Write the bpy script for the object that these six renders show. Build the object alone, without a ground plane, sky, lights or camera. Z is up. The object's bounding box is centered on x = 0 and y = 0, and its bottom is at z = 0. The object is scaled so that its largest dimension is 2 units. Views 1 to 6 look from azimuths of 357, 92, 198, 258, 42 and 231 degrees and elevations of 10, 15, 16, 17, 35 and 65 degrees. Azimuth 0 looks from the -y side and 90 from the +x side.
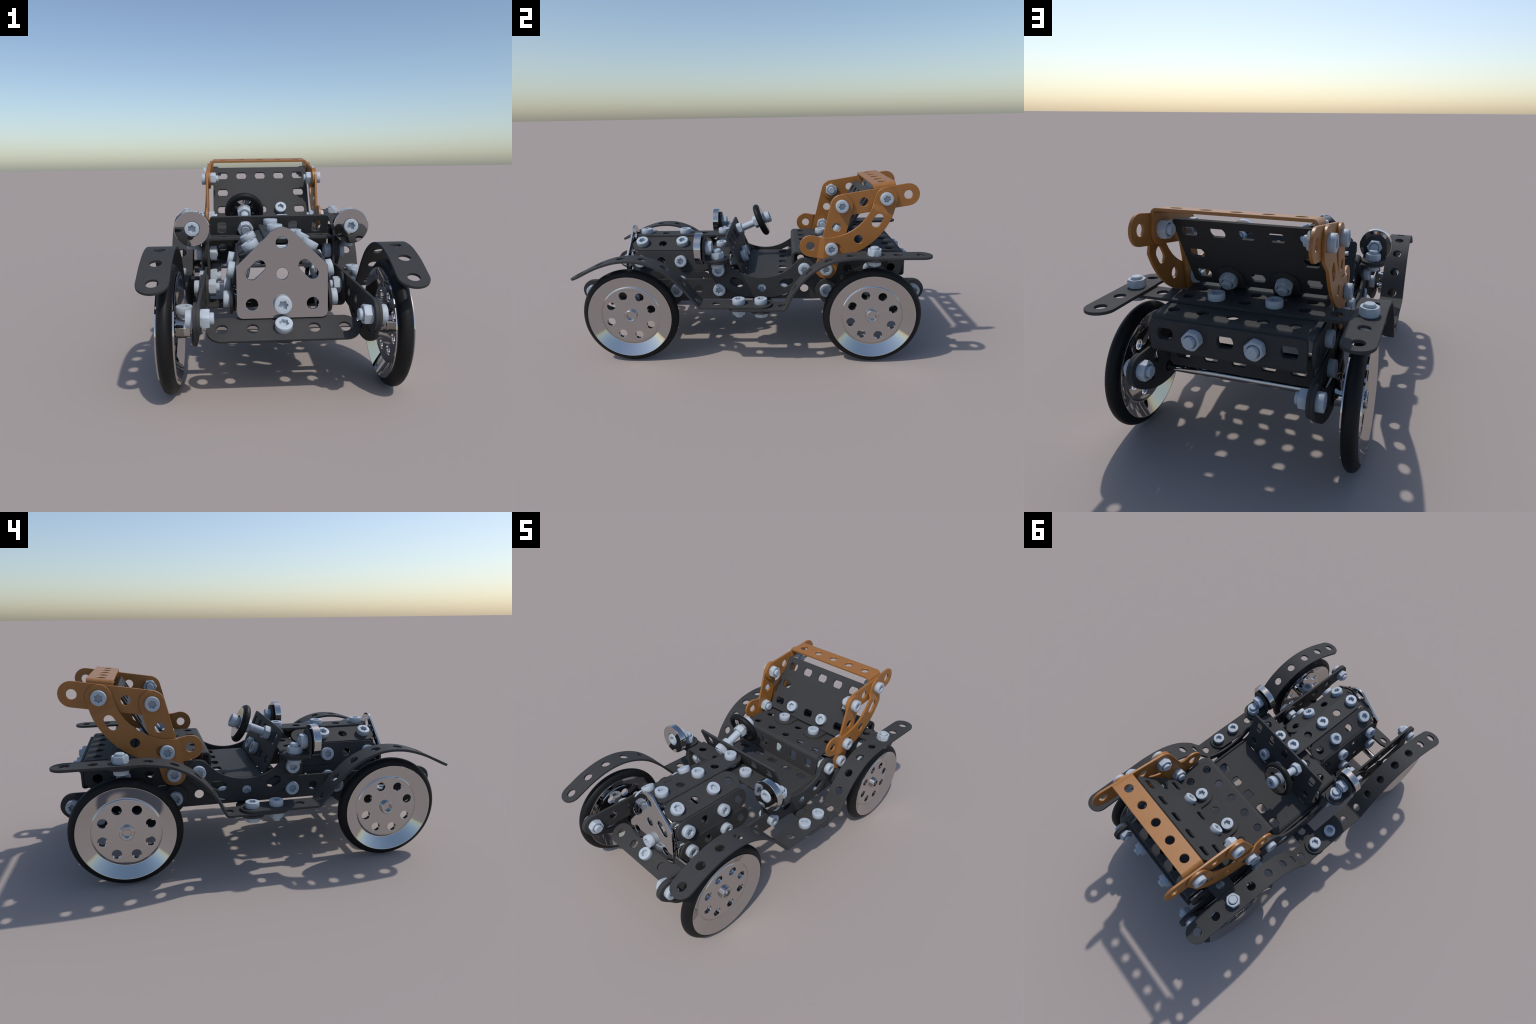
# Vintage open roadster assembled from a perforated-strip metal construction kit.
# Everything follows the kit's own rules: one hole pitch, one sheet thickness,
# flat sheets with punched holes that are folded, rolled or cranked, and bolts + nuts.
import bpy, bmesh, math
from math import sin, cos, pi, radians, hypot, atan2
from mathutils import Vector, Matrix

P = 0.1245          # hole pitch = strip width
T = 0.0128          # sheet thickness
HR = 0.0245         # hole radius
HW = P / 2          # half strip width
Y0 = 0.0665         # grid origin along the car
def Y(n): return Y0 + n * P
L0, L1, L2, LB = 0.3187, 0.3315, 0.3443, 0.3571    # mid planes of the side layers
ROW1, ROW2 = 0.386, 0.5105                         # lower / upper bolt row heights

for o in list(bpy.data.objects):
    bpy.data.objects.remove(o, do_unlink=True)
COL = bpy.context.scene.collection

# ---------------------------------------------------------------- materials
def material(name, base, rough, metallic=0.0, grain=0.0, scale=60.0, bump=0.0, rough_var=0.0, coat=0.0, spec=0.5):
    m = bpy.data.materials.new(name); m.use_nodes = True
    nt = m.node_tree; b = nt.nodes['Principled BSDF']
    b.inputs['Base Color'].default_value = (*base, 1)
    b.inputs['Roughness'].default_value = rough
    b.inputs['Metallic'].default_value = metallic
    b.inputs['Specular IOR Level'].default_value = spec
    b.inputs['Coat Weight'].default_value = coat
    tc = nt.nodes.new('ShaderNodeTexCoord')
    nz = nt.nodes.new('ShaderNodeTexNoise'); nz.inputs['Scale'].default_value = scale
    nz.inputs['Detail'].default_value = 4
    nt.links.new(tc.outputs['Object'], nz.inputs['Vector'])
    cr = nt.nodes.new('ShaderNodeValToRGB')
    cr.color_ramp.elements[0].position = 0.3; cr.color_ramp.elements[1].position = 0.7
    cr.color_ramp.elements[0].color = (*[c * (1 - grain) for c in base], 1)
    cr.color_ramp.elements[1].color = (*[min(1, c * (1 + grain)) for c in base], 1)
    nt.links.new(nz.outputs['Fac'], cr.inputs['Fac'])
    nt.links.new(cr.outputs['Color'], b.inputs['Base Color'])
    if rough_var:
        mr = nt.nodes.new('ShaderNodeMapRange')
        mr.inputs['To Min'].default_value = rough - rough_var
        mr.inputs['To Max'].default_value = rough + rough_var
        nt.links.new(nz.outputs['Fac'], mr.inputs['Value'])
        nt.links.new(mr.outputs['Result'], b.inputs['Roughness'])
    if bump:
        bp = nt.nodes.new('ShaderNodeBump'); bp.inputs['Strength'].default_value = bump
        bp.inputs['Distance'].default_value = 0.002
        nt.links.new(nz.outputs['Fac'], bp.inputs['Height'])
        nt.links.new(bp.outputs['Normal'], b.inputs['Normal'])
    return m

BLACK = material('black_enamel', (0.049, 0.049, 0.050), 0.6, grain=0.04, scale=35, rough_var=0.04, spec=0.10)
ORANGE = material('orange_enamel', (0.322, 0.130, 0.027), 0.42, grain=0.04, scale=35, rough_var=0.03)
STEEL = material('zinc_plated_steel', (0.415, 0.468, 0.525), 0.47, grain=0.03, scale=80, rough_var=0.04, spec=0.24)
CHROME = material('polished_nickel', (0.54, 0.525, 0.515), 0.035, metallic=1.0, grain=0.01, scale=20)
RUBBER = material('black_rubber', (0.0105, 0.0105, 0.011), 0.5, grain=0.08, scale=50, rough_var=0.05, spec=0.18)

# ---------------------------------------------------------------- scene tree
ROOT = bpy.data.objects.new('toy_roadster', None)
COL.objects.link(ROOT)
ROOT['label'] = 'open vintage roadster built from black and orange metal construction strips'
ROOT['category'] = 'toy car'

def group(name, parent=None):
    e = bpy.data.objects.new(name, None); COL.objects.link(e)
    e.parent = parent or ROOT
    e.empty_display_size = 0.05
    return e

def finish(me, mat, angle=35):
    me.materials.clear(); me.materials.append(mat)
    me.polygons.foreach_set('use_smooth', [True] * len(me.polygons))
    me.set_sharp_from_angle(angle=radians(angle))

def add(name, me, mat, parent=None, matrix=None, recentre=True, angle=20):
    """Link a mesh given in world coordinates; put its origin in the middle of the piece."""
    finish(me, mat, angle)
    o = bpy.data.objects.new(name, me); COL.objects.link(o)
    if recentre and matrix is None:
        c = sum((v.co for v in me.vertices), Vector()) / max(1, len(me.vertices))
        me.transform(Matrix.Translation(-c)); o.location = c
    if matrix is not None:
        o.matrix_world = matrix
    o.parent = parent or ROOT
    return o

# ---------------------------------------------------------------- flat sheet shapes (2D)
def circle(cx, cy, r=HR, n=24):
    return [(cx + r * cos(2 * pi * i / n), cy + r * sin(2 * pi * i / n)) for i in range(n)]

def clipped(cx, cy, r=0.0335, half=0.0235, wide='x', n=7):
    """Round hole with two flats: long axis along x or y."""
    a = math.asin(half / r); pts = []
    for k in range(n): th = -a + 2 * a * k / (n - 1); pts.append((r * cos(th), r * sin(th)))
    for k in range(n): th = pi - a + 2 * a * k / (n - 1); pts.append((r * cos(th), r * sin(th)))
    if wide == 'y': pts = [(-y, x) for x, y in pts]
    return [(cx + x, cy + y) for x, y in pts]

def stadium(x0, x1, w=HW, n=14):
    """Strip outline with fully rounded ends, hole centres at x0 and x1."""
    pts = [(x1 + w * cos(-pi / 2 + pi * k / n), w * sin(-pi / 2 + pi * k / n)) for k in range(n + 1)]
    pts += [(x0 + w * cos(pi / 2 + pi * k / n), w * sin(pi / 2 + pi * k / n)) for k in range(n + 1)]
    return pts

def rounded(pts, rad, n=6):
    """Polygon with filleted corners; rad is a number or a list per corner."""
    out = []; m = len(pts)
    for i in range(m):
        p = Vector(pts[i]); a = Vector(pts[i - 1]); b = Vector(pts[(i + 1) % m])
        r = rad[i] if isinstance(rad, (list, tuple)) else rad
        if r <= 0: out.append(tuple(p)); continue
        u = (a - p).normalized(); v = (b - p).normalized()
        half = u.angle(v) / 2; d = r / math.tan(half)
        c = p + (u + v).normalized() * (r / sin(half))
        s = p + u * d - c; e = p + v * d - c
        a0 = atan2(s.y, s.x); a1 = atan2(e.y, e.x)
        da = (a1 - a0 + pi) % (2 * pi) - pi
        for k in range(n + 1):
            t = a0 + da * k / n
            out.append((c.x + r * cos(t), c.y + r * sin(t)))
    return out

def rect(x0, y0, x1, y1, r=0.02):
    return rounded([(x0, y0), (x1, y0), (x1, y1), (x0, y1)], r)

def flat_mesh(outline, holes, t=T, bev=0.0014):
    """Closed solid sheet in the local XY plane, z = -t/2 .. t/2, slightly softened edges."""
    cu = bpy.data.curves.new('tmp', 'CURVE'); cu.dimensions = '2D'; cu.fill_mode = 'BOTH'
    cu.extrude = t / 2 - bev; cu.bevel_depth = bev; cu.bevel_resolution = 0; cu.offset = -bev
    for loop in [outline] + list(holes):
        sp = cu.splines.new('POLY'); sp.points.add(len(loop) - 1); sp.use_cyclic_u = True
        for q, (x, y) in zip(sp.points, loop): q.co = (x, y, 0, 1)
    o = bpy.data.objects.new('tmp', cu); COL.objects.link(o)
    dg = bpy.context.evaluated_depsgraph_get()
    me = bpy.data.meshes.new_from_object(o.evaluated_get(dg))
    bpy.data.objects.remove(o, do_unlink=True); bpy.data.curves.remove(cu)
    bm = bmesh.new(); bm.from_mesh(me); bpy.data.meshes.remove(me)
    bmesh.ops.remove_doubles(bm, verts=bm.verts, dist=1e-5)
    return bm

def cut_x(bm, xs):
    for x in xs:
        g = bm.verts[:] + bm.edges[:] + bm.faces[:]
        bmesh.ops.bisect_plane(bm, geom=g, dist=1e-6, plane_co=(x, 0, 0), plane_no=(1, 0, 0))

def to_mesh(bm, name):
    bmesh.ops.recalc_face_normals(bm, faces=bm.faces)
    me = bpy.data.meshes.new(name); bm.to_mesh(me); bm.free(); return me

# ---------------------------------------------------------------- bending paths
class Path:
    """2D path (a,b) sampled by arc length; corners filleted or smooth spline."""
    def __init__(self, pts):
        self.p = [Vector(q) for q in pts]; self.s = [0.0]
        for i in range(1, len(self.p)): self.s.append(self.s[-1] + (self.p[i] - self.p[i - 1]).length)
        self.L = self.s[-1]
        self.t = []
        for i in range(len(self.p)):
            a = self.p[max(0, i - 1)]; b = self.p[min(len(self.p) - 1, i + 1)]
            self.t.append((b - a).normalized())
    def at(self, s):
        if s <= 0: return self.p[0] + self.t[0] * s, self.t[0]
        if s >= self.L: return self.p[-1] + self.t[-1] * (s - self.L), self.t[-1]
        import bisect
        i = bisect.bisect_right(self.s, s) - 1
        f = (s - self.s[i]) / (self.s[i + 1] - self.s[i])
        return self.p[i].lerp(self.p[i + 1], f), self.t[i].lerp(self.t[i + 1], f).normalized()
    def cuts(self, step=0.0):
        """lengths at which the sheet needs a crease line to follow the path"""
        return self.s[1:-1]

def folded(corners, radius, n=5):
    """Open polyline with rounded folds."""
    out = [Vector(corners[0])]
    for i in range(1, len(corners) - 1):
        p = Vector(corners[i]); u = (Vector(corners[i - 1]) - p).normalized(); v = (Vector(corners[i + 1]) - p).normalized()
        half = u.angle(v) / 2; d = radius / math.tan(half); c = p + (u + v).normalized() * (radius / sin(half))
        s = p + u * d - c; e = p + v * d - c
        a0 = atan2(s.y, s.x); da = (atan2(e.y, e.x) - a0 + pi) % (2 * pi) - pi
        for k in range(n + 1):
            t = a0 + da * k / n; out.append(Vector((c.x + radius * cos(t), c.y + radius * sin(t))))
    out.append(Vector(corners[-1]))
    # duplicate points just beside the ends of every fold so straight parts stay straight
    dense = [out[0]]
    for i in range(1, len(out)):
        a, b = out[i - 1], out[i]; d = (b - a).length
        if d > 0.02:
            dense += [a.lerp(b, 0.002 / d), b.lerp(a, 0.002 / d)]
        dense.append(b)
    return Path(dense)

def spline(pts, n=8):
    out = []
    q = [Vector(p) for p in pts]
    q = [q[0] * 2 - q[1]] + q + [q[-1] * 2 - q[-2]]
    for i in range(1, len(q) - 2):
        for k in range(n):
            t = k / n
            out.append(0.5 * ((2 * q[i]) + (q[i + 1] - q[i - 1]) * t + (2 * q[i - 1] - 5 * q[i] + 4 * q[i + 1] - q[i + 2]) * t * t
                       + (3 * q[i] - q[i - 1] - 3 * q[i + 1] + q[i + 2]) * t ** 3))
    out.append(q[-2]); return out

def bent(name, outline, holes, path, origin, A, B, W, mat, parent=None, t=T, step=0, shear=0.0):
    """Sheet laid out flat (x along the path, y across) then bent along the path."""
    bm = flat_mesh(outline, holes, t)
    cut_x(bm, path.cuts())
    A, B, W, O = Vector(A), Vector(B), Vector(W), Vector(origin)
    for v in bm.verts:
        p, tg = path.at(v.co.x); nrm = Vector((-tg.y, tg.x))
        q = p + nrm * v.co.z
        v.co = O + A * q.x + B * q.y + W * v.co.y
    return add(name, to_mesh(bm, name), mat, parent, angle=20)

def flat(name, outline, holes, origin, U, V, mat, parent=None, t=T):
    """Flat sheet placed with its x axis along U and y axis along V, centred in thickness on origin."""
    bm = flat_mesh(outline, holes, t)
    U, V = Vector(U).normalized(), Vector(V).normalized(); N = U.cross(V)
    for v in bm.verts:
        v.co = Vector(origin) + U * v.co.x + V * v.co.y + N * v.co.z
    return add(name, to_mesh(bm, name), mat, parent)

def strip(name, n, origin, U, V, mat, parent=None):
    """Straight perforated strip of n holes; origin is the first hole."""
    return flat(name, stadium(0, (n - 1) * P), [circle(i * P, 0) for i in range(n)], origin, U, V, mat, parent)

# ---------------------------------------------------------------- fasteners
def lathe(rings, n=48, close=True):
    """rings: list of (z, r or function of angle)."""
    bm = bmesh.new(); loops = []
    for z, r in rings:
        if r == 0: loops.append([bm.verts.new((0, 0, z))]); continue
        loops.append([bm.verts.new(((r(a) if callable(r) else r) * cos(a), (r(a) if callable(r) else r) * sin(a), z))
                      for a in (2 * pi * i / n for i in range(n))])
    for a, b in zip(loops, loops[1:]):
        for i in range(n):
            j = (i + 1) % n
            if len(a) == 1 and len(b) == 1: continue
            if len(a) == 1: bm.faces.new((a[0], b[j], b[i]))
            elif len(b) == 1: bm.faces.new((a[i], a[j], b[0]))
            else: bm.faces.new((a[i], a[j], b[j], b[i]))
    if not close: 
        a, b = loops[-1], loops[0]
        for i in range(n):
            j = (i + 1) % n; bm.faces.new((a[i], a[j], b[j], b[i]))
    return bm

HEAD_R, HEAD_H, SHANK = 0.0360, 0.0300, 0.0225
NUT_H = 0.0350
def star(a):
    c = cos(6 * a)
    return 0.0186 + 0.0027 * (c if c > 0 else 0.75 * c)
_bolts = {}
def bolt_mesh(length):
    key = round(length, 4)
    if key not in _bolts:
        h = HEAD_H
        bm = lathe([(-length, 0), (-length, SHANK - 0.003), (-length + 0.003, SHANK), (0.0, SHANK), (0.0, HEAD_R - 0.0008), (0.001, HEAD_R),
                    (h - 0.0035, HEAD_R), (h - 0.001, HEAD_R - 0.0012), (h, HEAD_R - 0.004), (h, 0.0235), (h, star),
                    (h - 0.001, lambda a: star(a) - 0.0004), (h - 0.019, lambda a: star(a) - 0.001), (h - 0.0195, 0)], 72)
        me = to_mesh(bm, 'bolt'); finish(me, STEEL, 40); _bolts[key] = me
    return _bolts[key]
def hexr(a):
    return 0.0352 / cos((a % (pi / 3)) - pi / 6)
def nut_mesh():
    if 'nut' not in _bolts:
        h = NUT_H
        bm = lathe([(0.004, 0.0245), (0.0, 0.027), (0.0, lambda a: min(hexr(a), 0.0362)), (0.0055, lambda a: min(hexr(a), 0.0408)),
                    (h - 0.0055, lambda a: min(hexr(a), 0.0408)), (h, lambda a: min(hexr(a), 0.0362)), (h, 0.027), (h - 0.004, 0.0245)], close=False)
        me = to_mesh(bm, 'nut'); finish(me, STEEL, 28); _bolts['nut'] = me
    return _bolts['nut']
def frame(p, axis, spin=0.0):
    z = Vector(axis).normalized()
    ref = Vector((0, 0, 1)) if abs(z.z) < 0.9 else Vector((0, 1, 0))
    x = ref.cross(z).normalized(); y = z.cross(x)
    M = Matrix((x, y, z)).transposed().to_4x4(); M.translation = Vector(p)
    return M @ Matrix.Rotation(spin, 4, 'Z')
_spin = [0]
def bolt(p, axis, stack, parent=None, nut=True, out=0.016, spin=None, gap=0.0):
    """Bolt with its head seated at p looking along axis; the nut sits below a stack of sheets."""
    _spin[0] += 1
    sp = spin if spin is not None else _spin[0] * 0.7
    length = stack + gap + (NUT_H + out if nut else 0.006)
    o = bpy.data.objects.new('bolt', bolt_mesh(length)); COL.objects.link(o)
    o.matrix_world = frame(p, axis, sp); o.parent = parent or ROOT
    if nut:
        z = Vector(axis).normalized()
        q = bpy.data.objects.new('nut', nut_mesh()); COL.objects.link(q)
        q.matrix_world = frame(Vector(p) - z * (stack + gap), -z, sp * 1.3 + 0.3); q.parent = parent or ROOT

# ---------------------------------------------------------------- cranked curved strip
ARC_R = 0.335; ARC_A = math.asin(2 * P / ARC_R); ARC_C = ARC_R * cos(ARC_A)
def curved_strip(name, origin, U, V, N, mat, parent=None, offset=LB - L2):
    """Five-hole curved strip: end holes at +-2P on the U axis, belly towards -V, belly cranked out along N."""
    def pt(s, r): a = s / ARC_R; return (r * sin(a), ARC_C - r * cos(a))
    E = ARC_R * ARC_A; n = 28; out = []
    for k in range(n + 1): out.append(pt(-E + 2 * E * k / n, ARC_R + HW))
    e = pt(E, ARC_R); base = ARC_A - pi / 2
    for k in range(1, 12): th = base + pi * k / 12; out.append((e[0] + HW * cos(th), e[1] + HW * sin(th)))
    for k in range(n + 1): out.append(pt(E - 2 * E * k / n, ARC_R - HW))
    e = pt(-E, ARC_R); base = pi / 2 - ARC_A + 0.0
    for k in range(1, 12): th = base + pi * k / 12; out.append((e[0] + HW * cos(th), e[1] + HW * sin(th)))
    def slot(sc):
        half = 0.0165; r = HR; pts = []
        a = (sc + half) / ARC_R - pi / 2; c = pt(sc + half, ARC_R)
        for k in range(11): th = a + pi / 2 + -pi / 2 + pi * k / 10; pts.append((c[0] + r * cos(th), c[1] + r * sin(th)))
        a = (sc - half) / ARC_R - pi / 2; c = pt(sc - half, ARC_R)
        for k in range(11): th = a + pi + pi * k / 10; pts.append((c[0] + r * cos(th), c[1] + r * sin(th)))
        return pts
    holes = [circle(*pt(-E, ARC_R)), circle(*pt(E, ARC_R)), circle(*pt(0, ARC_R)), slot(-E / 2 - 0.01), slot(E / 2 + 0.01)]
    bm = flat_mesh(out, holes)
    k0, k1 = E - 0.078, E - 0.046
    for sgn in (-1, 1):
        for s in (k0 - 0.004, k0, k0 + 0.004, k1 - 0.004, k1, k1 + 0.004):
            a = sgn * s / ARC_R
            bmesh.ops.bisect_plane(bm, geom=bm.verts[:] + bm.edges[:] + bm.faces[:], dist=1e-6,
                                   plane_co=(0, ARC_C, 0), plane_no=(cos(a), sin(a), 0))
    def crank(s):
        f = min(1.0, max(0.0, (k1 - s) / (k1 - k0)))
        return offset * (f * f * (3 - 2 * f) * 0.4 + f * 0.6)
    U, V, N, O = Vector(U), Vector(V), Vector(N), Vector(origin)
    for v in bm.verts:
        s = abs(atan2(v.co.x, ARC_C - v.co.y)) * ARC_R
        z = v.co.z + crank(s)
        v.co = O + U * v.co.x + V * v.co.y + N * z
    return add(name, to_mesh(bm, name), mat, parent, angle=20)

# ---------------------------------------------------------------- double angle strip (U channel, 5 holes)
DA_DROP = 0.0845    # outer face of base to lug hole
def double_angle(name, origin, A, B, W, mat, parent=None, half=0.325, lug=1):
    """origin = centre of base outer face; lugs point along -B; base along A."""
    h = half - T / 2; d = DA_DROP - T / 2
    e = -d - HW - (lug - 1) * P
    path = folded([(-h, e), (-h, 0), (h, 0), (h, e)], 0.016)
    L = path.L; out = stadium(HW, L - HW)
    hs = [circle(HW + k * P, 0) for k in range(lug)] + [circle(L - HW - k * P, 0) for k in range(lug)] + [circle(L / 2 + i * P, 0) for i in range(-2, 3)]
    O = Vector(origin) - Vector(B) * (T / 2)
    return bent(name, out, hs, path, O, A, B, W, mat, parent)

def angle_bracket(name, bend, d1, l1, d2, l2, W, mat, parent=None):
    """Two-hole bracket: from bend point run l1 along d1 to a hole, and l2 along d2 to a hole (mid-plane)."""
    d1, d2, W = Vector(d1).normalized(), Vector(d2).normalized(), Vector(W).normalized()
    A = d1; Bv = (d2 - d1 * d2.dot(d1)).normalized()
    c2 = (d2.dot(A), d2.dot(Bv))
    path = folded([(l1 + HW, 0), (0, 0), (c2[0] * (l2 + HW), c2[1] * (l2 + HW))], 0.014)
    L = path.L
    return bent(name, stadium(HW, L - HW), [circle(HW, 0), circle(L - HW, 0)], path, bend, A, Bv, W, mat, parent)

# ================================================================ CHASSIS
chassis = group('chassis')
for s in (1, -1):
    strip('side_strip', 12, (s * L1, Y(-8), ROW1), (0, 1, 0), (0, 0, 1), BLACK, chassis)
    strip('side_strip', 5, (s * L2, Y(3), ROW1), (0, 1, 0), (0, 0, 1), BLACK, chassis)   # tail strip, one layer further out
    strip('side_strip', 5, (s * L1, Y(2), ROW2), (0, 1, 0), (0, 0, 1), BLACK, chassis)
    curved_strip('axle_plate', (s * L2, Y(-6), ROW1), (0, 1, 0), (0, 0, 1), (s, 0, 0), BLACK, chassis)
    curved_strip('axle_plate', (s * LB, Y(5), ROW1), (0, 1, 0), (0, 0, 1), (s, 0, 0), BLACK, chassis)
    curved_strip('door_strip', (s * L2, Y(0), ROW2), (0, 1, 0), (0, 0, 1), (s, 0, 0), BLACK, chassis)
    X2, X1 = s * (L2 + T / 2), s * (L1 + T / 2)
    X3 = X2 + s * T
    bolt((X2, Y(-8), ROW1), (s, 0, 0), 2 * T, chassis)
    bolt((X3, Y(7), ROW1), (s, 0, 0), 2 * T, chassis)
    bolt((X2, Y(-4), ROW1), (s, 0, 0), 3 * T, chassis)
    bolt((X3, Y(3), ROW1), (s, 0, 0), 3 * T, chassis)
    bolt((X1, Y(-2), ROW1), (s, 0, 0), 2 * T, chassis, out=0.02)
    for n in (0, 1):                            # heads sit low, behind the belly of the door strip
        bolt((X1 - s * 0.010, Y(n), ROW1), (s, 0, 0), 2 * T - 0.010, chassis)
    bolt((X2, Y(-2), ROW2), (s, 0, 0), 3 * T, chassis, out=0.005)
    bolt((X2, Y(2), ROW2), (s, 0, 0), 2 * T, chassis)
    bolt((X1, Y(5), ROW2), (s, 0, 0), T, chassis)
    bolt((X2, Y(5), ROW1), (s, 0, 0), T, chassis)
# front cross channel, lugs up
double_angle('cross_member', (0, Y(-4), ROW1 - DA_DROP), (1, 0, 0), (0, 0, -1), (0, 1, 0), BLACK, chassis)
# straps across the car that carry the fenders
for s in (1, -1):
    strip('cross_strap', 2, (s * 3 * P, Y(0), 0.3170), (s, 0, 0), (0, 1, 0), BLACK, chassis)
strip('cross_strap', 9, (-4 * P, Y(5), 0.6095), (1, 0, 0), (0, 1, 0), BLACK, chassis)
for s in (1, -1):
    bolt((s * P, Y(5), 0.616), (0, 0, 1), 2 * T, chassis)

# floor tray: side flanges folded down, slotted rows
zf = 0.457 - T / 2; hx = 0.325 - T / 2; zb = ROW1 - HW
fp = folded([(-hx, zb), (-hx, zf), (hx, zf), (hx, zb)], 0.02)
y0, y1 = Y(-1) - HW, Y(1) + HW
outl = rounded([(0, y0), (fp.L, y0), (fp.L, y1), (0, y1)], 0.025)
hs = [clipped(fp.L / 2 + i * P, Y(n)) for n in (-1, 1) for i in range(-2, 3)]
hs += [circle(x, Y(n)) for n in (-1, 0, 1) for x in (HW, fp.L - HW)]
bent('floor', outl, hs, fp, (0, 0, 0), (1, 0, 0), (0, 0, 1), (0, 1, 0), BLACK, chassis)
# rear girder: bolted outside the seat's tail flange, runs forward under it, slotted flange hanging down
gp = folded([(0.8890, 0.588), (0.8890, 0.4570), (0.7575, 0.4570), (0.7575, 0.329)], 0.014)
ga, gb = 0.145, gp.L - 0.150              # the tread between the two flanges is a little narrower
girder = [(0, -0.313), (ga - 0.02, -0.313), (ga, -0.285), (gb, -0.285), (gb + 0.02, -0.309), (gp.L, -0.309)]
bent('angle_girder', rounded(girder + [(x, -y) for x, y in reversed(girder)], [0.02, 0.01, 0.01, 0.01, 0.01, 0.02, 0.02, 0.01, 0.01, 0.01, 0.01, 0.02]), [clipped(0.056, i * P, wide='y') for i in (-2, 0, 2)] + [circle(0.056, i * P) for i in (-1, 1)]
     + [clipped(gp.L - 0.062, i * P, wide='y') for i in range(-2, 3)],
     gp, (0, 0, 0), (0, 1, 0), (0, 0, 1), (1, 0, 0), BLACK, chassis)

# ================================================================ FENDERS
RUN = 0.3452        # mid height of the front fender on the running board
front_pts = [(-0.943 - 0.0545, 0.524 - 0.0245), (-0.943, 0.524), (-0.829, 0.578), (-0.709, 0.6095), (-0.588, 0.604), (-0.471, 0.555), (-0.377, 0.4715), (-0.2975, 0.374)]
fpth = spline(front_pts[1:], 8)
fpth = [Vector(front_pts[0])] + fpth
corner = Vector((-0.2735, RUN))
tail = folded([fpth[-1], corner, (Y(0) + HW, RUN)], 0.022)
front_path = Path(fpth[:-1] + tail.p)
rear_pts = [(0.226, 0.380), (0.257, 0.440), (0.336, 0.533), (0.443, 0.5970), (0.564, 0.6215), (Y(5) - 0.03, 0.6225)]
rp = spline(rear_pts, 8)
corner = Vector((0.2005, RUN - T))
head = folded([(Y(-1) - HW, RUN - T), corner, rp[0]], 0.022)
rear_path = Path(head.p[:-1] + rp + [Vector((0.938 + HW, 0.6225))])

def hole_s(path, y):
    lo, hi = 0, path.L
    for _ in range(50):
        m = (lo + hi) / 2
        if path.at(m)[0].x < y: lo = m
        else: hi = m
    return lo

for s in (1, -1):
    fen = group('fender')
    hy = [p[0] for p in front_pts[1:]] + [Y(-2), Y(-1), Y(0)]
    x0 = 0.4965
    yaw = -0.014 if s == 1 else 0.0
    o = bent('front_fender_strip', stadium(HW, front_path.L - HW), [circle(hole_s(front_path, y), 0) for y in hy], front_path,
             (s * (0.4905 if s == 1 else x0), 0, 0), (-yaw * 1.0, 1, 0), (0, 0, 1), (1, 0, 0), BLACK, fen)
    hy = [Y(-1), Y(0), 0.188, 0.257, 0.336, 0.443, 0.564, Y(5), 0.8135, 0.938]
    bent('rear_fender_strip', stadium(HW, rear_path.L - HW), [circle(hole_s(rear_path, y), 0) for y in hy], rear_path,
         (s * x0, 0, 0), (0, 1, 0), (0, 0, 1), (1, 0, 0), BLACK, fen)
    bx = s * (0.4905 if s == 1 else x0)
    bolt((bx, Y(-1), RUN + T / 2), (0, 0, 1), 2 * T, fen)
    bolt((bx, Y(0), RUN + T / 2), (0, 0, 1), 3 * T, fen, out=0.004)
    bolt((s * x0, Y(5), 0.6030), (0, 0, -1), 2 * T, fen, out=0.012)

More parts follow.
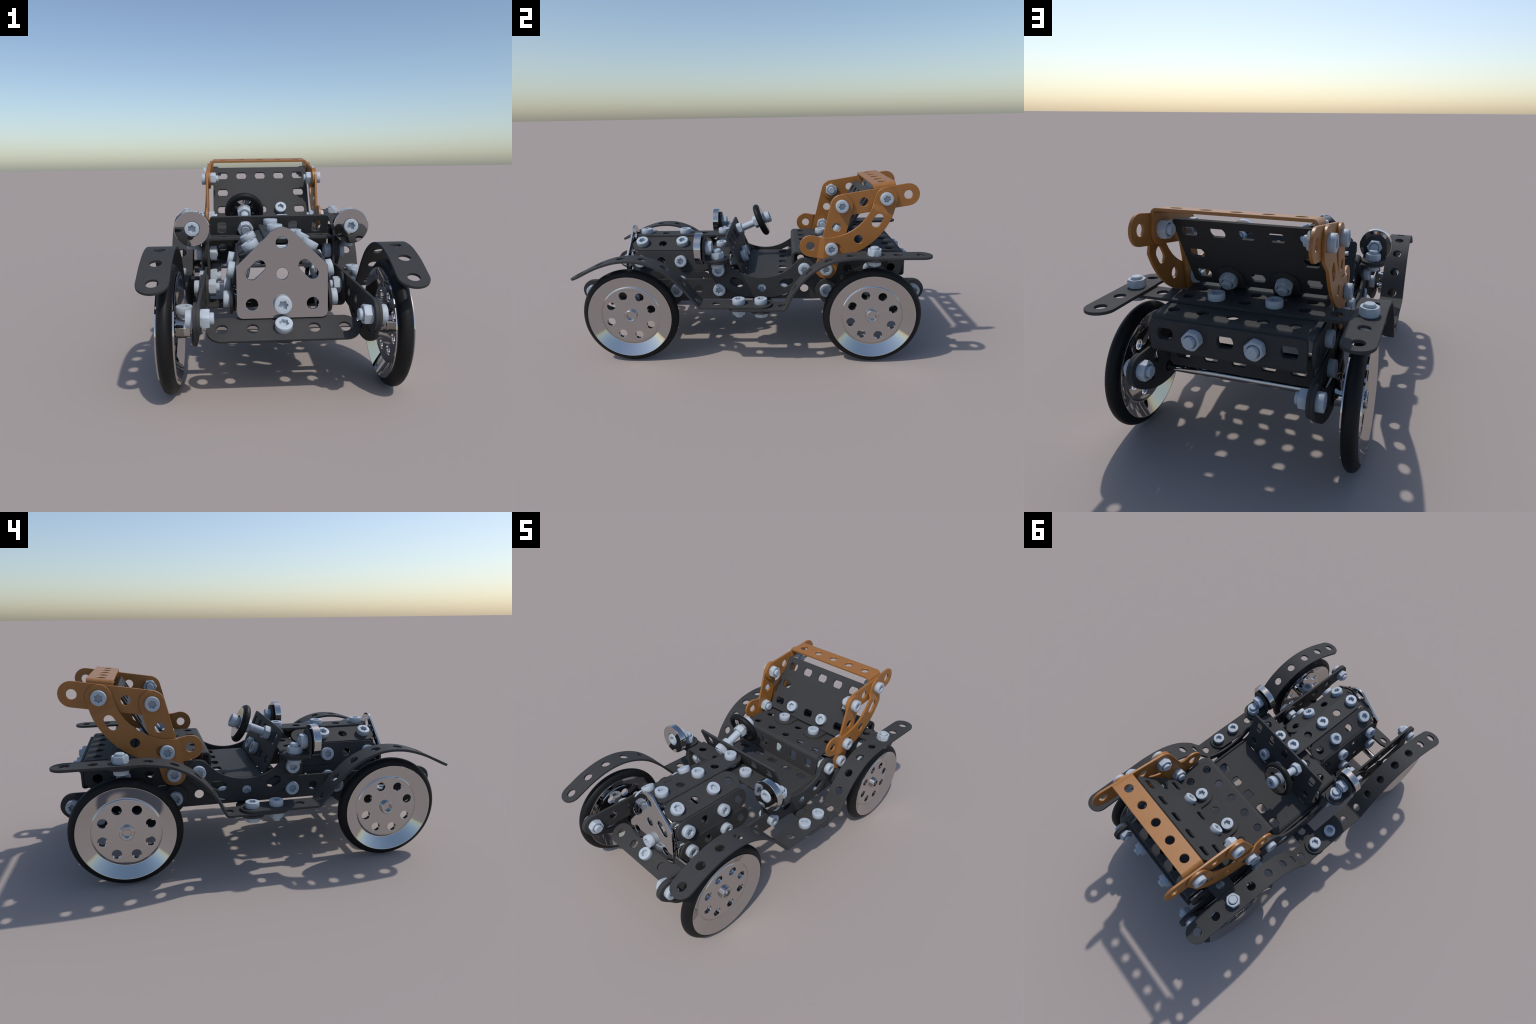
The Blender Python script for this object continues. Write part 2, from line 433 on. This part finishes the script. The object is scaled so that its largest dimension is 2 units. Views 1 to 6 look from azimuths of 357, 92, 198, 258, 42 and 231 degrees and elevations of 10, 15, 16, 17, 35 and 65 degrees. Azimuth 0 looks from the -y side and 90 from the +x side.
# ================================================================ WHEELS
def wheel(s, y, screw, xc):
    g = group('wheel'); zc = 0.275; boss = xc - 0.382
    M = Matrix.Translation((s * xc, y, zc)) @ Matrix.Rotation(s * pi / 2, 4, 'Y')
    # tyre: rubber ring
    bm = bmesh.new(); R, r, n, m = 0.2365, 0.0385, 96, 28; vs = []
    for i in range(n):
        a = 2 * pi * i / n
        vs.append([bm.verts.new(((R + q) * cos(a), (R + q) * sin(a), 0.82 * r * sin(b))) for b, q in ((2 * pi * k / m, (r if cos(2 * pi * k / m) > 0 else 0.006) * cos(2 * pi * k / m)) for k in range(m))])
    for i in range(n):
        for k in range(m):
            bm.faces.new((vs[i][k], vs[(i + 1) % n][k], vs[(i + 1) % n][(k + 1) % m], vs[i][(k + 1) % m]))
    me = to_mesh(bm, 'tyre'); me.transform(M); add('tyre', me, RUBBER, g)
    # two pressed half rims: lip, cone, raised centre disc with eight holes
    HOLE_C = 0.1235
    for side in (1, -1):
        def z(v): return side * v
        prof = [(0.2300, 0.0300), (0.2380, 0.0300), (0.2386, 0.0306), (0.2386, 0.0374), (0.2381, 0.0380), (0.2372, 0.0379), (0.2352, 0.0370), (0.1780, 0.0064),
                (0.1760, 0.0056), (0.1735, 0.0056), (0.1715, 0.0064), (0.1690, 0.0092), (0.1670, 0.0102), (0.1642, 0.0104)]
        bm = bmesh.new(); n = 96; loops = []
        for rr, zz in prof:
            loops.append([bm.verts.new((rr * cos(2 * pi * i / n), rr * sin(2 * pi * i / n), z(zz))) for i in range(n)])
        for a, b in zip(loops, loops[1:]):
            for i in range(n):
                bm.faces.new((a[i], a[(i + 1) % n], b[(i + 1) % n], b[i]))
        bmesh.ops.recalc_face_normals(bm, faces=bm.faces)
        if bm.faces[len(bm.faces) // 2].normal.z * side < 0:
            bmesh.ops.reverse_faces(bm, faces=bm.faces)
        me = bpy.data.meshes.new('rim'); bm.to_mesh(me); bm.free()
        # the lip and cone as one solid sheet
        bm = bmesh.new(); bm.from_mesh(me); bpy.data.meshes.remove(me)
        geo = bmesh.ops.solidify(bm, geom=bm.faces[:], thickness=0.002)
        me = to_mesh(bm, 'rim'); me.transform(M)
        add('rim', me, CHROME, g, angle=30)
        holes = [circle(HOLE_C * cos(pi / 8 - 0.08 + k * pi / 4), HOLE_C * sin(pi / 8 - 0.08 + k * pi / 4), 0.0240) for k in range(8)]
        bm = flat_mesh(circle(0, 0, 0.1640, 96), holes, 0.0090, 0.0003)
        me = to_mesh(bm, 'wheel_disc')
        me.transform(Matrix.Translation((0, 0, side * (0.0104 - 0.0045)))); me.transform(M)
        add('wheel_disc', me, CHROME, g)
    # hub: short collar outside, long boss inside, bored
    bm = lathe([(0.0, 0.0225), (0.0074, 0.040), (0.0084, 0.039), (0.0084, 0.0365), (0.0150, 0.0365), (0.0158, 0.0355), (0.0170, 0.0355), (0.0270, 0.0355), (0.0290, 0.0335), (0.0290, 0.0265), (0.0275, 0.0235), (0.0, 0.0225)], 64)
    me = to_mesh(bm, 'hub_collar'); me.transform(M); add('hub_collar', me, CHROME, g, angle=30)
    bm = lathe([(-0.010, 0.0), (-0.010, 0.050), (-0.016, 0.050), (-0.018, 0.046), (-boss + 0.002, 0.046), (-boss, 0.044), (-boss, 0.0)], 64)
    me = to_mesh(bm, 'hub_boss'); me.transform(M); add('hub_boss', me, CHROME, g, angle=30)
    px = s * 0.4085
    d = Vector((0, -sin(screw), cos(screw)))
    if y < 0:
        bolt(Vector((px, y, zc)) + d * 0.064, d, 0.05, g, nut=False)
    else:                                       # hollow nickel set screw on the rear bosses
        bm = lathe([(0.030, 0.0), (0.030, 0.023), (0.058, 0.023), (0.058, 0.030), (0.059, 0.031), (0.086, 0.031), (0.088, 0.029), (0.088, 0.021), (0.086, 0.019), (0.066, 0.018), (0.066, 0.0)], 40)
        me = to_mesh(bm, 'set_screw'); me.transform(frame((px, y, zc), d)); add('set_screw', me, CHROME, g, angle=25)
for s in (1, -1):
    wheel(s, Y(-6), 0.0, 0.4655)
    wheel(s, Y(5), -0.1, 0.4805)
for y, h in ((Y(-6), 0.470), (Y(5), 0.485)):
    bm = lathe([(-h, 0.0), (-h, 0.018), (-h + 0.002, 0.020), (h - 0.002, 0.020), (h, 0.018), (h, 0.0)], 32)
    me = to_mesh(bm, 'axle'); me.transform(frame((0, y, 0.275), (1, 0, 0))); add('axle', me, CHROME, angle=30)

# ================================================================ HOOD
hood = group('hood')
# each strip: mid-plane point (x,z) and tilt of its outward normal from vertical
HOOD = [(0.0, 0.6448, 0.0, 5)]
for s in (1, -1):
    HOOD += [(s * 0.1150, 0.6055, s * 28.0, 4), (s * 0.1865, 0.5160, s * 79.0, 4), (s * 0.2060, 0.3930, s * 87.5, 4)]
def hood_former(yb, direction, mat, name):
    """Pressed nickel former: a plate across the hood with a lug folded under every strip."""
    f = Vector((0, direction, 0))
    ring = []
    for x, z, a, n in HOOD:
        a = radians(a); N = Vector((sin(a), 0, cos(a))); W = Vector((cos(a), 0, -sin(a)))
        c = Vector((x, 0, z)) - N * T
        bend = Vector((c.x, yb, c.z))
        path = folded([(0.0, -0.020), (0.0, 0.0), (0.061 + HW * 0.85, 0.0)], 0.012)
        w = 0.042
        L = path.L
        outl = rounded([(0, -0.028), (0.024, -w), (L, -w), (L, w), (0.024, w), (0, 0.028)], [0.004, 0.01, 0.040, 0.040, 0.01, 0.004])
        bent('hood_lug', outl, [circle(L - HW * 0.85, 0)], path, bend, f, N, W, mat, hood, t=0.010)
    pts = [(0.175, 0.340), (0.188, 0.46), (0.160, 0.565), (0.055, 0.622), (-0.055, 0.622), (-0.160, 0.565), (-0.188, 0.46), (-0.175, 0.340)]
    pts = [(x * 0.93, 0.47 + (z - 0.47) * 0.95) for x, z in pts]
    inner = [(x * 0.89, 0.47 + (z - 0.47) * 0.89) for x, z in pts]
    flat(name, rounded(pts, 0.012), [rounded(inner, 0.012)], (0, yb - direction * 0.001, 0), (1, 0, 0), (0, 0, 1), mat, hood, t=0.010)
hood_former(Y(-6) - 0.061, 1, CHROME, 'hood_former')
hood_former(Y(-4) + 0.061, -1, CHROME, 'hood_former')
for x, z, a, n in HOOD:
    a = radians(a); N = Vector((sin(a), 0, cos(a))); W = Vector((cos(a), 0, -sin(a)))
    strip('hood_strip', n, (x, Y(-6), z), (0, 1, 0), -W, BLACK, hood)
    for k in (-6, -4):
        bolt(Vector((x, Y(k), z)) + N * T / 2, N, 2 * T, hood, out=0.004)
# rear end of the top strip stands on the dash platform, a nut as spacer
bolt((0, Y(-2), 0.6512), (0, 0, 1), T, hood, out=0.03)

# radiator grille
gr = group('radiator', None)
ga = radians(2.7); GU = Vector((1, 0, 0)); GV = Vector((0, sin(ga) * 1.0, cos(ga)))
zc = 0.393
c = Vector((0, 0.2505)); q = Vector((0.187, 0.157)); v = q - c; dd = v.length
a0 = atan2(v.y, v.x) + math.acos(HW / dd)
def tangent_top():
    n = 12; return [(HW * cos(a0 + (pi - 2 * a0) * k / n), c.y + HW * sin(a0 + (pi - 2 * a0) * k / n)) for k in range(n + 1)]
top = tangent_top()
base = rounded([(-0.187, 0.157), (-0.187, -0.059), (0.187, -0.059), (0.187, 0.157), top[0], top[-1]], [0.014, 0.026, 0.026, 0.014, 0, 0])
outl = base[:-2] + top
def slot2(p, q, r=HR, n=10):
    p, q = Vector(p), Vector(q); d = q - p; a = atan2(d.y, d.x)
    return [(q.x + r * cos(a - pi / 2 + pi * k / n), q.y + r * sin(a - pi / 2 + pi * k / n)) for k in range(n + 1)] + \
           [(p.x + r * cos(a + pi / 2 + pi * k / n), p.y + r * sin(a + pi / 2 + pi * k / n)) for k in range(n + 1)]
ghol = [circle(0, 0.2505), circle(0, P), circle(P, 0), circle(-P, 0), circle(0, 0),
        slot2((P, P), (P - 0.033, P + 0.032)), slot2((-P, P), (-P + 0.033, P + 0.032))]
flat('grille', outl, ghol, (0, -0.7735, zc), GU, GV, CHROME, gr)
bolt((0, -0.780, zc), (0, -1, 0.04), 2 * T, gr)
# bumper: sloping strip held by an obtuse bracket
bn = Vector((0, -sin(radians(31)), cos(radians(31)))); bv = Vector((0, cos(radians(31)), sin(radians(31))))
bc = Vector((0, -0.8150, 0.2995))
strip('bumper', 5, bc - Vector((2 * P, 0, 0)), (1, 0, 0), bv, BLACK, gr)
bolt(bc + bn * T / 2, bn, 2 * T, gr)
bend = bc - bn * T + bv * 0.075
angle_bracket('bumper_bracket', bend, -bv, 0.075, (0, 0.02, 1), 0.393 - bend.z, (1, 0, 0), BLACK, gr)

# ================================================================ DASH
dash = group('dash')
double_angle('dash_platform', (0, Y(-2), ROW2 + DA_DROP), (1, 0, 0), (0, 0, 1), (0, 1, 0), BLACK, dash, lug=2)
dv = Vector((0, -0.39, 0.92)).normalized(); dn = Vector((0, 0.92, 0.39)).normalized()
dtop = Vector((0, -0.1405, 0.694))
hs = [clipped(i * P, -HW, wide='y') for i in (-2, 0, 1, 2)] + [circle(-P, -HW)] + [circle(i * P, -HW - P) for i in range(-2, 3)]
flat('dash_panel', rect(-0.311, -2 * P - 0.006, 0.311, 0, 0.016), hs, dtop, (1, 0, 0), dv, BLACK, dash)
for x in (0.0, P):
    h = dtop - dv * (HW + P) + Vector((x, 0, 0))
    bolt(h + dn * T / 2, dn, 2 * T, dash)
    hp = Vector((x, Y(-2), ROW2 + DA_DROP - T - T / 2))
    m = h - dn * T
    # where the lug under the platform meets the lug in front of the panel
    k = (hp.z - m.z) / dv.z; bend = m + dv * k
    angle_bracket('dash_bracket', bend, (0, -1, 0), bend.y - hp.y, -dv, k, (1, 0, 0), BLACK, dash)
bolt((P, Y(-2), ROW2 + DA_DROP), (0, 0, 1), 2 * T, dash)
# steering column and wheel
st = group('steering_wheel')
h = dtop - dv * HW + Vector((-0.1265, 0, 0))
M = frame(h, dn)
def put(bm, name, mat, par, ang=30):
    me = to_mesh(bm, name); me.transform(M); return add(name, me, mat, par, angle=ang)
put(lathe([(-0.046, 0), (-0.046, 0.021), (-0.043, SHANK), (0.22, SHANK), (0.22, 0)], 40), 'steering_column', STEEL, st)
for z0 in (-T / 2 - NUT_H - 0.001, T / 2 + 0.001, 0.1290):
    me = nut_mesh(); o = bpy.data.objects.new('nut', me); COL.objects.link(o)
    o.matrix_world = M @ Matrix.Translation((0, 0, z0)) @ Matrix.Rotation(0.3 + z0 * 9, 4, 'Z'); o.parent = st
R, r = 0.0885, 0.0190; n, m = 64, 20
bm = bmesh.new(); vs = [[bm.verts.new(((R + r * cos(2 * pi * k / m)) * cos(2 * pi * i / n), (R + r * cos(2 * pi * k / m)) * sin(2 * pi * i / n), 0.1790 + r * sin(2 * pi * k / m))) for k in range(m)] for i in range(n)]
for i in range(n):
    for k in range(m):
        bm.faces.new((vs[i][k], vs[(i + 1) % n][k], vs[(i + 1) % n][(k + 1) % m], vs[i][(k + 1) % m]))
put(bm, 'steering_rim', RUBBER, st)
put(lathe([(0.164, 0), (0.164, 0.045), (0.172, 0.070), (0.188, 0.074), (0.194, 0.084), (0.2005, 0.0860), (0.2015, 0.0852), (0.2020, 0.0840), (0.2020, 0.0405), (0.2010, 0.0392), (0.1960, 0.0392), (0.196, 0)], 64), 'steering_disc', CHROME, st, 10)
put(lathe([(0.197, 0), (0.197, 0.030), (0.212, 0.030), (0.2125, 0.0)], 40), 'washer', STEEL, st)
o = bpy.data.objects.new('bolt', bolt_mesh(0.02)); COL.objects.link(o); o.matrix_world = M @ Matrix.Translation((0, 0, 0.2125)); o.parent = st

# ================================================================ HEADLAMPS
for s in (1, -1):
    lamp = group('headlamp')
    zl = 0.5715
    angle_bracket('lamp_bracket', (s * (L1 + 0.000), Y(-2), zl), (s, 0, 0), 0.394 - L1, (0, 0, -1), zl - ROW2, (0, 1, 0), BLACK, lamp)
    yv = -0.2510
    angle_bracket('lamp_bracket', (s * 0.394, yv, zl + T), (0, 1, 0), Y(-2) - yv, (0, 0, 1), 0.651 - zl - T, (1, 0, 0), BLACK, lamp)
    bolt((s * 0.394, Y(-2), zl - T / 2), (0, 0, -1), 2 * T, lamp, out=0.018)
    M = frame((s * 0.393, yv - T / 2, 0.650), (0, -1, 0))
    bm = lathe([(0.002, 0.026), (0.002, 0.060), (0.004, 0.080), (0.004, 0.085), (0.0055, 0.0870), (0.0410, 0.0870), (0.0425, 0.0862), (0.0430, 0.0845), (0.0430, 0.0405), (0.0420, 0.0392), (0.0160, 0.0392), (0.0160, 0.026)], 72, close=False)
    put(bm, 'lamp_disc', CHROME, lamp, 10)
    bolt((s * 0.393, yv - T / 2 - 0.0165, 0.650), (0, -1, 0), T + 0.0165, lamp, out=0.004)

# ================================================================ SEAT BOX
seat = group('seat')
zt = 0.603 - T / 2; ya, yb, zl = 0.2450 + T / 2, 0.8820 - T / 2, 0.459
sp = folded([(ya, zl), (ya, zt), (yb, zt), (yb, zl)], 0.016)
flen = zt - zl
def hole_mid(y):                                # path length of a point on the top face
    mid = (ya + yb) / 2; return sp.L / 2 + (y - mid)
outl = rounded([(0, -0.3125), (sp.L, -0.3125), (sp.L, 0.3125), (0, 0.3125)], 0.022)
fz = 0.532 - zl
hs = [circle(hole_mid(Y(n)), i * P) for n in range(2, 7) for i in range(-2, 3)]
hs += [clipped(fz - 0.003, i * P, wide='x') for i in range(-2, 3)]
hs += [clipped(sp.L - fz, i * P, wide='y') for i in (-2, 0, 2)] + [circle(sp.L - fz, i * P) for i in (-1, 1)]
bent('seat_base', outl, hs, sp, (0, 0, 0), (0, 1, 0), (0, 0, 1), (1, 0, 0), BLACK, seat)
for s in (1, -1):
    bolt((s * P, 0.882 - T, 0.532), (0, -1, 0), 2 * T, seat, out=0.02)
# backrest: leaning plate with slots round its edge
bu = Vector((0, 0.506, 0.8625)).normalized(); bnn = Vector((0, -0.8625, 0.506)).normalized()
b0 = Vector((0, 0.528, 0.676)) - bnn * T / 2
hs = [clipped(i * P, 2 * P) for i in range(-2, 3)] + [clipped(i * P, P) for i in (-2, 2)] + [clipped(i * P, 0) for i in (-2, 0, 2)] + [circle(i * P, 0) for i in (-1, 1)]
flat('backrest', rect(-0.311, -HW, 0.311, 2 * P + HW, 0.022), hs, b0, (1, 0, 0), bu, BLACK, seat)
for s in (1, -1):
    m = b0 + Vector((s * P, 0, 0)) - bnn * T
    hp = Vector((s * P, Y(3), 0.603 + T / 2))
    k = (m.z - hp.z) / bu.z; bend = m - bu * k
    angle_bracket('seat_bracket', bend, (0, -1, 0), bend.y - hp.y, bu, k, (1, 0, 0), BLACK, seat)
    bolt(m + bnn * (T * 1.5), bnn, 2 * T, seat)
    bolt(hp + Vector((0, 0, T / 2)), (0, 0, 1), 2 * T, seat)

# ================================================================ FOLDED CANOPY FRAME (orange)
can = group('canopy_frame')
tf, tr_ = Vector((0, 0.524, 0.874)), Vector((0, 0.7695, 0.913))
sd = (tr_ - tf).normalized(); sv = Vector((0, -sd.z, sd.y))
ob = Vector((0, 0.440, 0.5105)); ud = (tf - ob).normalized(); uv_ = Vector((0, -ud.z, ud.y))
for s in (1, -1):
    X = Vector((s, 0, 0))
    strip('canopy_strip', 4, tf + X * L1, sd, sv, ORANGE, can)
    strip('canopy_strip', 4, ob + X * L2, ud, uv_, ORANGE, can)
    ear = Vector((0, 0.350, 0.6445)); cu = (tr_ - ear).normalized(); cv = Vector((0, -cu.z, cu.y))
    mid = (ear + tr_) / 2
    curved_strip('canopy_curved_strip', mid + X * L2, cu, cv, X, ORANGE, can)
    ms = ob + ud * P
    bolt(tf + X * (L2 + T / 2), X, 2 * T, can)
    bolt(tr_ + X * (L2 + T / 2), X, 3 * T, can)
    bolt(ms + X * (LB + T / 2), X, (LB - L2) + T, can)
    bolt(ob + X * (L2 + T / 2), X, 2 * T, can)
bt = radians(7.0); bB = Vector((0, -sin(bt), cos(bt))); bW = Vector((0, cos(bt), sin(bt)))
double_angle('canopy_bar', tr_ + bB * 0.0845, (1, 0, 0), bB, bW, ORANGE, can)
bpy.context.view_layer.update()
